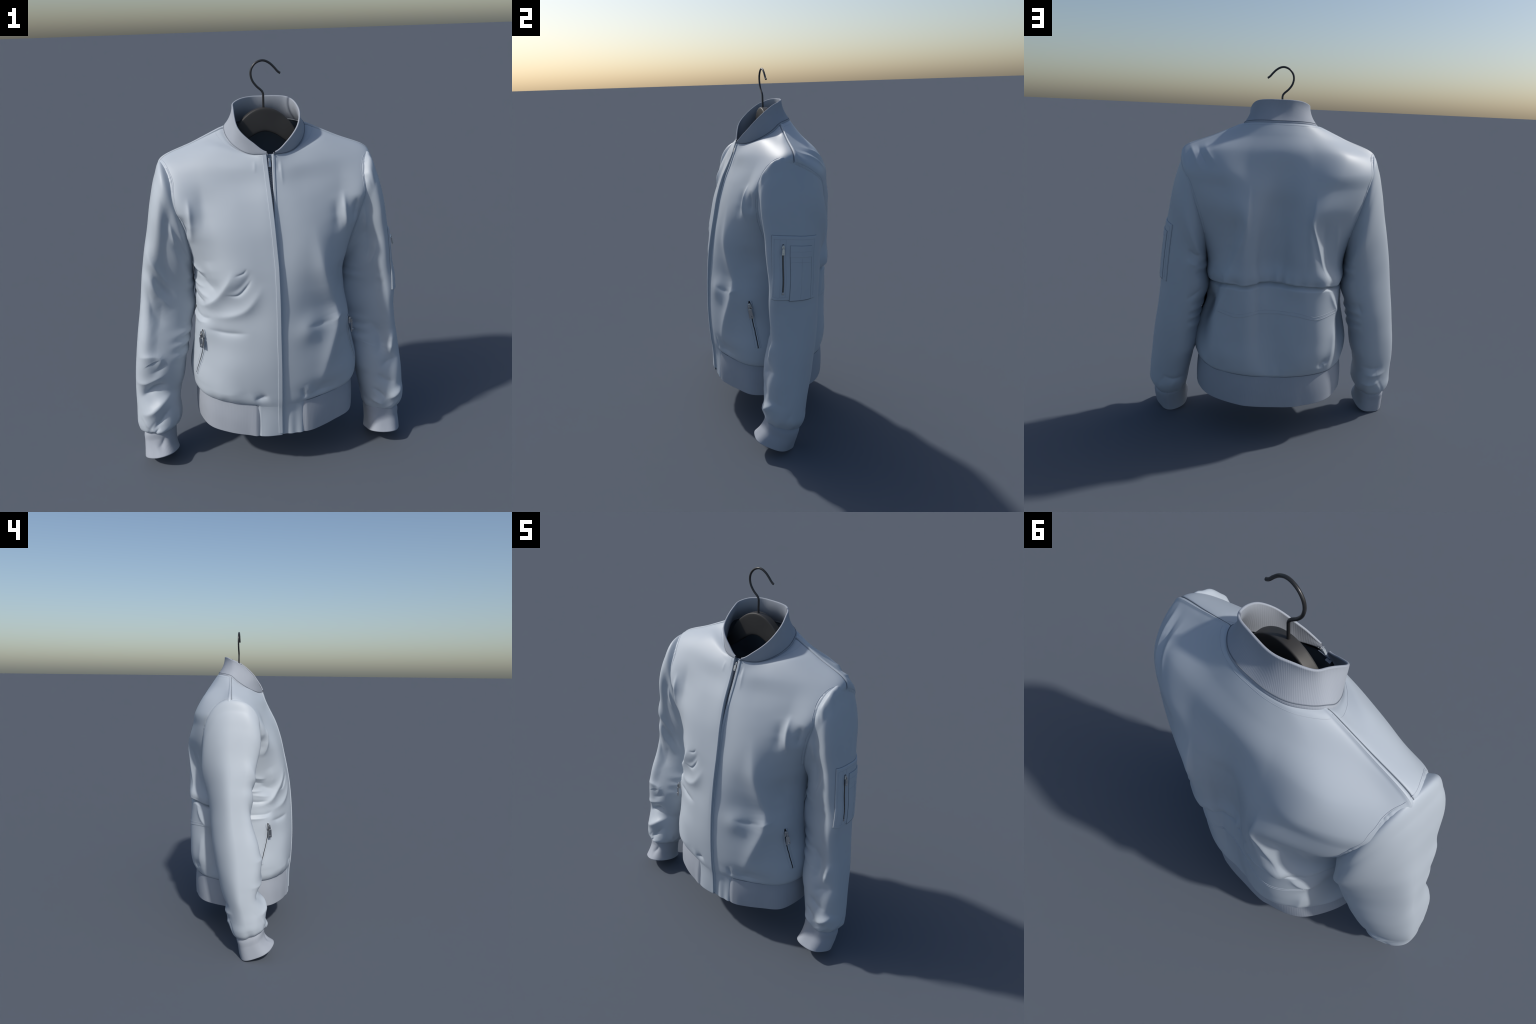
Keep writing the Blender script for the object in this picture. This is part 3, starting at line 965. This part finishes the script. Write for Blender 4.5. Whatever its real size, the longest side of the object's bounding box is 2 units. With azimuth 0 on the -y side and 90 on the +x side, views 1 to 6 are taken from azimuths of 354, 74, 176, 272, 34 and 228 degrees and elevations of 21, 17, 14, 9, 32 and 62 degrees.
def on_sleeve(pt):
    i = np.argmin(((PS - np.asarray(pt)) ** 2).sum(2))
    return np.unravel_index(i, PS.shape[:2])


CORN = {k: on_sleeve(v) for k, v in dict(tf=(.586, -.104, 1.200), bf=(.619, -.135, .876), tb=(.570, .140, 1.171), bb=(.604, .103, .850)).items()}
NP = PS.shape[1]


def wrap(c, ref):
    d = (c - ref + NP / 2) % NP - NP / 2
    return ref + d


ref = CORN["tf"][1]
CO = {k: (float(r), float(wrap(c, ref))) for k, (r, c) in CORN.items()}


def column(pt):
    return float(wrap(on_sleeve(pt)[1], ref))


def share(pt):
    """How far round the pocket (0 front edge .. 1 rear edge) a point of the sleeve lies."""
    r, c = on_sleeve(pt)
    b = (1.19 - PS[r, c, 2]) / .325
    c0 = CO["tf"][1] * (1 - b) + CO["bf"][1] * b
    c1 = CO["tb"][1] * (1 - b) + CO["bb"][1] * b
    return (float(wrap(c, ref)) - c0) / (c1 - c0)


SHARES = [0, (share((.613, -.054, 1.153)) + share((.641, -.080, .916))) / 2, share((.658, -.048, .871)), 1]
SHARES[2] = max(SHARES[2], SHARES[1] + .10)
TOPZ, BOTZ = (1.200, 1.171), (.876, .850)


def pocket_point(a, b, lift=0.0):
    """a: 0 front edge .. 1 rear edge as seen square on, b: 0 top .. 1 bottom; edges level."""
    a, b = np.broadcast_arrays(np.asarray(a, float), np.asarray(b, float))
    shape = a.shape
    a = np.interp(a.ravel(), [0, .258, .417, 1], SHARES)
    b = b.ravel()
    zt = (TOPZ[0] * (1 - a) + TOPZ[1] * a) * (1 - b) + (BOTZ[0] * (1 - a) + BOTZ[1] * a) * b
    c = (CO["tf"][1] * (1 - a) + CO["tb"][1] * a) * (1 - b) + (CO["bf"][1] * (1 - a) + CO["bb"][1] * a) * b
    c0 = np.floor(c).astype(int)
    fc = (c - c0)[:, None]
    lo, hi = 60, 330
    colz = PS[lo:hi, :, 2]
    out_p, out_n = np.zeros((len(a), 3)), np.zeros((len(a), 3))
    for w, cc in ((1 - fc, c0 % NP), (fc, (c0 + 1) % NP)):
        z = colz[:, cc]                                   # falls with the row
        i = np.clip((z > zt[None]).sum(0) - 1, 0, hi - lo - 2)
        k = np.arange(len(a))
        t = np.clip((z[i, k] - zt) / (z[i, k] - z[i + 1, k] + 1e-9), 0, 1)[:, None]
        out_p += w * (PS[lo + i, cc] * (1 - t) + PS[lo + i + 1, cc] * t)
        out_n += w * (NS[lo + i, cc] * (1 - t) + NS[lo + i + 1, cc] * t)
    out_n /= np.linalg.norm(out_n, axis=1, keepdims=True)
    L = np.broadcast_to(np.asarray(lift, float), shape).reshape(-1, 1)
    return (out_p + out_n * L).reshape(shape + (3,)), out_n.reshape(shape + (3,))


def patch(name, a0, a1, b0, b1, lift, na=140, nb=180, bottom=None):
    """A flat cloth piece on the sleeve with rounded, sewn-down edges."""
    a, b = np.linspace(0, 1, na), np.linspace(0, 1, nb)
    A, B = np.meshgrid(a, b)
    edge = np.minimum(np.minimum(A, 1 - A) * 45, np.minimum(B, 1 - B) * 60)
    L = lift * np.sqrt(np.clip(edge * 2 - edge ** 2, 0, 1) * (edge < 1) + (edge >= 1)) - .004 * (edge <= 0)
    bb = b1 if bottom is None else b1 + bottom(A)
    p, _ = pocket_point(a0 + (a1 - a0) * A, b0 + (bb - b0) * B, L)
    return grid_object(name, p, FABRIC, JACKET)


patch("sleeve_pocket", 0, 1, 0, 1, .0060)
patch("pen_pocket", .43, .87, .155, 1.015, .0085, bottom=lambda A: -.02 * A)
patch("pocket_flap", .425, .875, .150, .325, .0105, 90, 60)
lines = Pile()


def pocket_line(pts, lift, r=.0008, pile=lines, count=60):
    pts = np.asarray(pts, float)
    k = np.linspace(0, len(pts) - 1, count)
    ab = np.stack([np.interp(k, np.arange(len(pts)), pts[:, j]) for j in (0, 1)], 1)
    p, n = pocket_point(ab[:, 0], ab[:, 1], np.full(count, lift))
    v, f = sweep_mesh(p, n, ring_profile(r, 6))
    pile.add(v, f)


pocket_line([(.06, .055), (.94, .055)], .0062)
pocket_line([(.06, .055), (.06, .95)], .0062)
pocket_line([(.06, .95), (.41, .95)], .0062)
pocket_line([(.94, .055), (.94, .95)], .0062)
pocket_line([(.19, .055), (.19, .95)], .0062)
pocket_line([(.33, .055), (.33, .95)], .0062)
pocket_line([(.65, .34), (.63, .98)], .0087)
pocket_line([(.44, .41), (.65, .40), (.86, .41)], .0085)
pocket_line([(.44, .24), (.86, .24)], .0105)
lines.build("topstitch", STITCH, JACKET, stuff=True)
# its zip
bvals = np.linspace(.13, .885, 80)
avals = np.linspace(.262, .258, 80)
zp, zn_ = pocket_point(avals, bvals, np.full(80, .0064))
v, f = sweep_mesh(zp, zn_, [(-.0045, -.004), (-.0038, .001), (.0038, .001), (.0045, -.004)])
make_mesh("zipper_tape", v, f, ZIP_BLACK, JACKET, flat=True)
teeth = Pile()
bv, bf = rounded_box(.0036, .0022, .002)
for i in range(1, 79):
    M = frame(zp[i] - zp[i - 1], zn_[i])
    teeth.add((bv + [.0008 * (1 if i % 2 else -1), 0, .0012]) @ M.T + zp[i], bf)
teeth.build("zipper_teeth", TEETH, JACKET, stuff=True)
zip_pull(zp[4] + zn_[4] * .001, zp[2] - zp[8], zn_[4], .95)
sv, sf = rounded_box(.010, .012, .005, .35)
M = frame(zp[-3] - zp[-1], zn_[-1])
make_mesh("zipper_stop", (sv + [0, 0, .002]) @ M.T + zp[-1], sf, PULL, JACKET, flat=True)

# topstitching along seams, laid a little into the cloth
seams = Pile()

# armholes: where the sleeve comes out of the body a turned seam edge lies on the body
BODY_P = np.concatenate([front[-1].reshape(-1, 3)[::2], front[1].reshape(-1, 3)[::2], BU.reshape(-1, 3)[::2]])
BODY_N = np.concatenate([front_n[-1].reshape(-1, 3)[::2], front_n[1].reshape(-1, 3)[::2], BUN.reshape(-1, 3)[::2]])
BODY_TREE = tree(BODY_P)


def on_body(q):
    idx = [BODY_TREE.find(c)[1] for c in q]
    return BODY_P[idx], BODY_N[idx]


for s in (-1, 1):
    P, _ = SL[s]
    mid = P[20].mean(0)
    line, away = [], []
    for j in range(0, P.shape[1], 2):
        col = P[:110, j]
        p, n = on_body(col)
        out = ((col - p) * n).sum(1) > .0005
        k = int(np.argmax(out)) if out.any() else 109
        line.append(p[k]); away.append(n[k])
    line, away = np.array(line), np.array(away)
    start = int(np.argmin(line[:, 2]))            # open the loop at the armpit
    line, away = np.roll(line, -start, 0), np.roll(away, -start, 0)
    keep = line[:, 2] > 1.14
    line, away = line[keep], away[keep]
    line, away = relax(line, 24), relax(away, 24)
    k = np.linspace(0, len(line) - 1, 420)
    line = spline(np.arange(len(line)), line, k)
    away = spline(np.arange(len(away)), away, k)
    tang = np.gradient(line, axis=0)
    sd = np.cross(tang, away)
    flip = -1 if (sd * (line - mid)).sum() < 0 else 1
    wav = .0005 * np.sin(k * 1.9 + 2 * np.sin(k * .7))
    prof = [(-.003 * flip, -.006), (-.003 * flip, .0018), (.001 * flip, .0026), (.008 * flip, .0020), (.013 * flip, .0008), (.016 * flip, -.004)]
    v, f = sweep_mesh(line + away / np.linalg.norm(away, axis=1, keepdims=True) * wav[:, None], away, prof)
    make_mesh("armhole_seam", v, f, FABRIC, JACKET)
    st = sweep(line, away, [(.0165 * flip, .004)])[:, 0]
    p, n = on_body(st)
    p, n = relax(p, 40), relax(n, 40)
    v, f = sweep_mesh(p + n * .0003, n, ring_profile(.0010, 5))
    seams.add(v, f)



def stitch(P, N, rows, cols, r=.0006, lift=.0):
    q, n = P[rows, cols], N[rows, cols]
    q = relax(q, 4) + n * lift
    v, f = sweep_mesh(q, n, ring_profile(r, 5))
    seams.add(v, f)


nr, nc = BU.shape[:2]
for c in (9, nc - 10):                       # behind the shoulder seams
    stitch(BU, BUN, np.arange(nr - 118, nr - 4), c)
stitch(BU, BUN, nr - 7, np.arange(20, nc - 20))
for s in (-1, 1):
    P, N = front[s], front_n[s]
    cols = np.arange(8, FRONT_COLS - 3)
    stitch(P, N, FRONT_ROWS - 8, cols)
xs = np.linspace(-.31, .34, 200)
for dz in (0.0, .016):
    q = np.stack([xs, np.full(200, .3), seam_two(xs) + dz], 1)
    f2, g2 = BL.reshape(-1, 3), BLN.reshape(-1, 3)
    idx = [np.argmin(((f2[:, [0, 2]] - c[[0, 2]]) ** 2).sum(1)) for c in q]
    p, n = relax(f2[idx], 6), relax(g2[idx], 6)
    v, f = sweep_mesh(p, n, ring_profile(.0011, 5))
    seams.add(v, f)
seams.build("topstitch", STITCH, JACKET, stuff=True)

# thin dark cords painted as the shade where two pieces of cloth meet
shade_cords = Pile()


def cord(p, n, r=.0014, lift=0.0):
    p = relax(np.asarray(p, float), 2)
    n = np.asarray(n, float)
    v, f = sweep_mesh(p + n * lift, n, ring_profile(r, 6))
    shade_cords.add(v, f)


u = np.linspace(.15, 15.85, 400)
base = torso(u, np.full(400, 1.72))
row = int(round(.04 / 1.04 * 39))
k = np.linspace(0, CP.shape[1] - 1, 400).astype(int)
cord(CP[row + 1, k], CPN[row + 1, k], .0016, .0006)
for s in (-1, 1):
    e = front[s][1]
    n = front_n[s][1]
    m = np.abs(e[:, 0] - X0) > .125
    n = np.where(((e - [X0, 0, 0]) * n).sum(1, keepdims=True) < 0, -n, n)
    cord(e[m], n[m], .0011, .0028)
    T = TAB[s]
    col = T[:, -1 if s > 0 else 0]
    cord(col + [.0015 * s, .003, 0], np.repeat([[0, -1.0, 0]], len(col), 0), .0018)
cord(BL[1], BLN[1], .0009, .002)
for c in (0, nc - 1):
    cord(BU[nr - 130:nr - 1, c], BUN[nr - 130:nr - 1, c], .0016, .0035)
body_shade_cords, shade_cords = shade_cords, Pile()
for a_, b_ in (((0, 0), (1, 0)), ((0, 0), (0, 1)), ((1, 0), (1, 1)), ((0, 1), (1, 1))):
    A = np.linspace(a_[0], b_[0], 80); B = np.linspace(a_[1], b_[1], 80)
    p, n = pocket_point(A, B, np.full(80, .0004))
    cord(p, n, .0010)
for pts in (((.43, .155), (.43, 1.015)), ((.87, .155), (.87, .995)), ((.43, 1.015), (.87, .995)), ((.425, .15), (.875, .15)), ((.425, .325), (.875, .325))):
    A = np.linspace(pts[0][0], pts[1][0], 80); B = np.linspace(pts[0][1], pts[1][1], 80)
    p, n = pocket_point(A, B, np.full(80, .0068))
    cord(p, n, .0010)
shade_cords.build("pocket_outline", OUTLINE, JACKET, stuff=True)
body_shade_cords.build("seam_shade", SEAM_SHADE, JACKET, stuff=True)

# keep the lowest point exactly on the ground
low = min((ob.matrix_world @ v.co).z for ob in bpy.data.objects if ob.type == "MESH" and ob.name.startswith("cuff") for v in ob.data.vertices)
print("lowest", low)
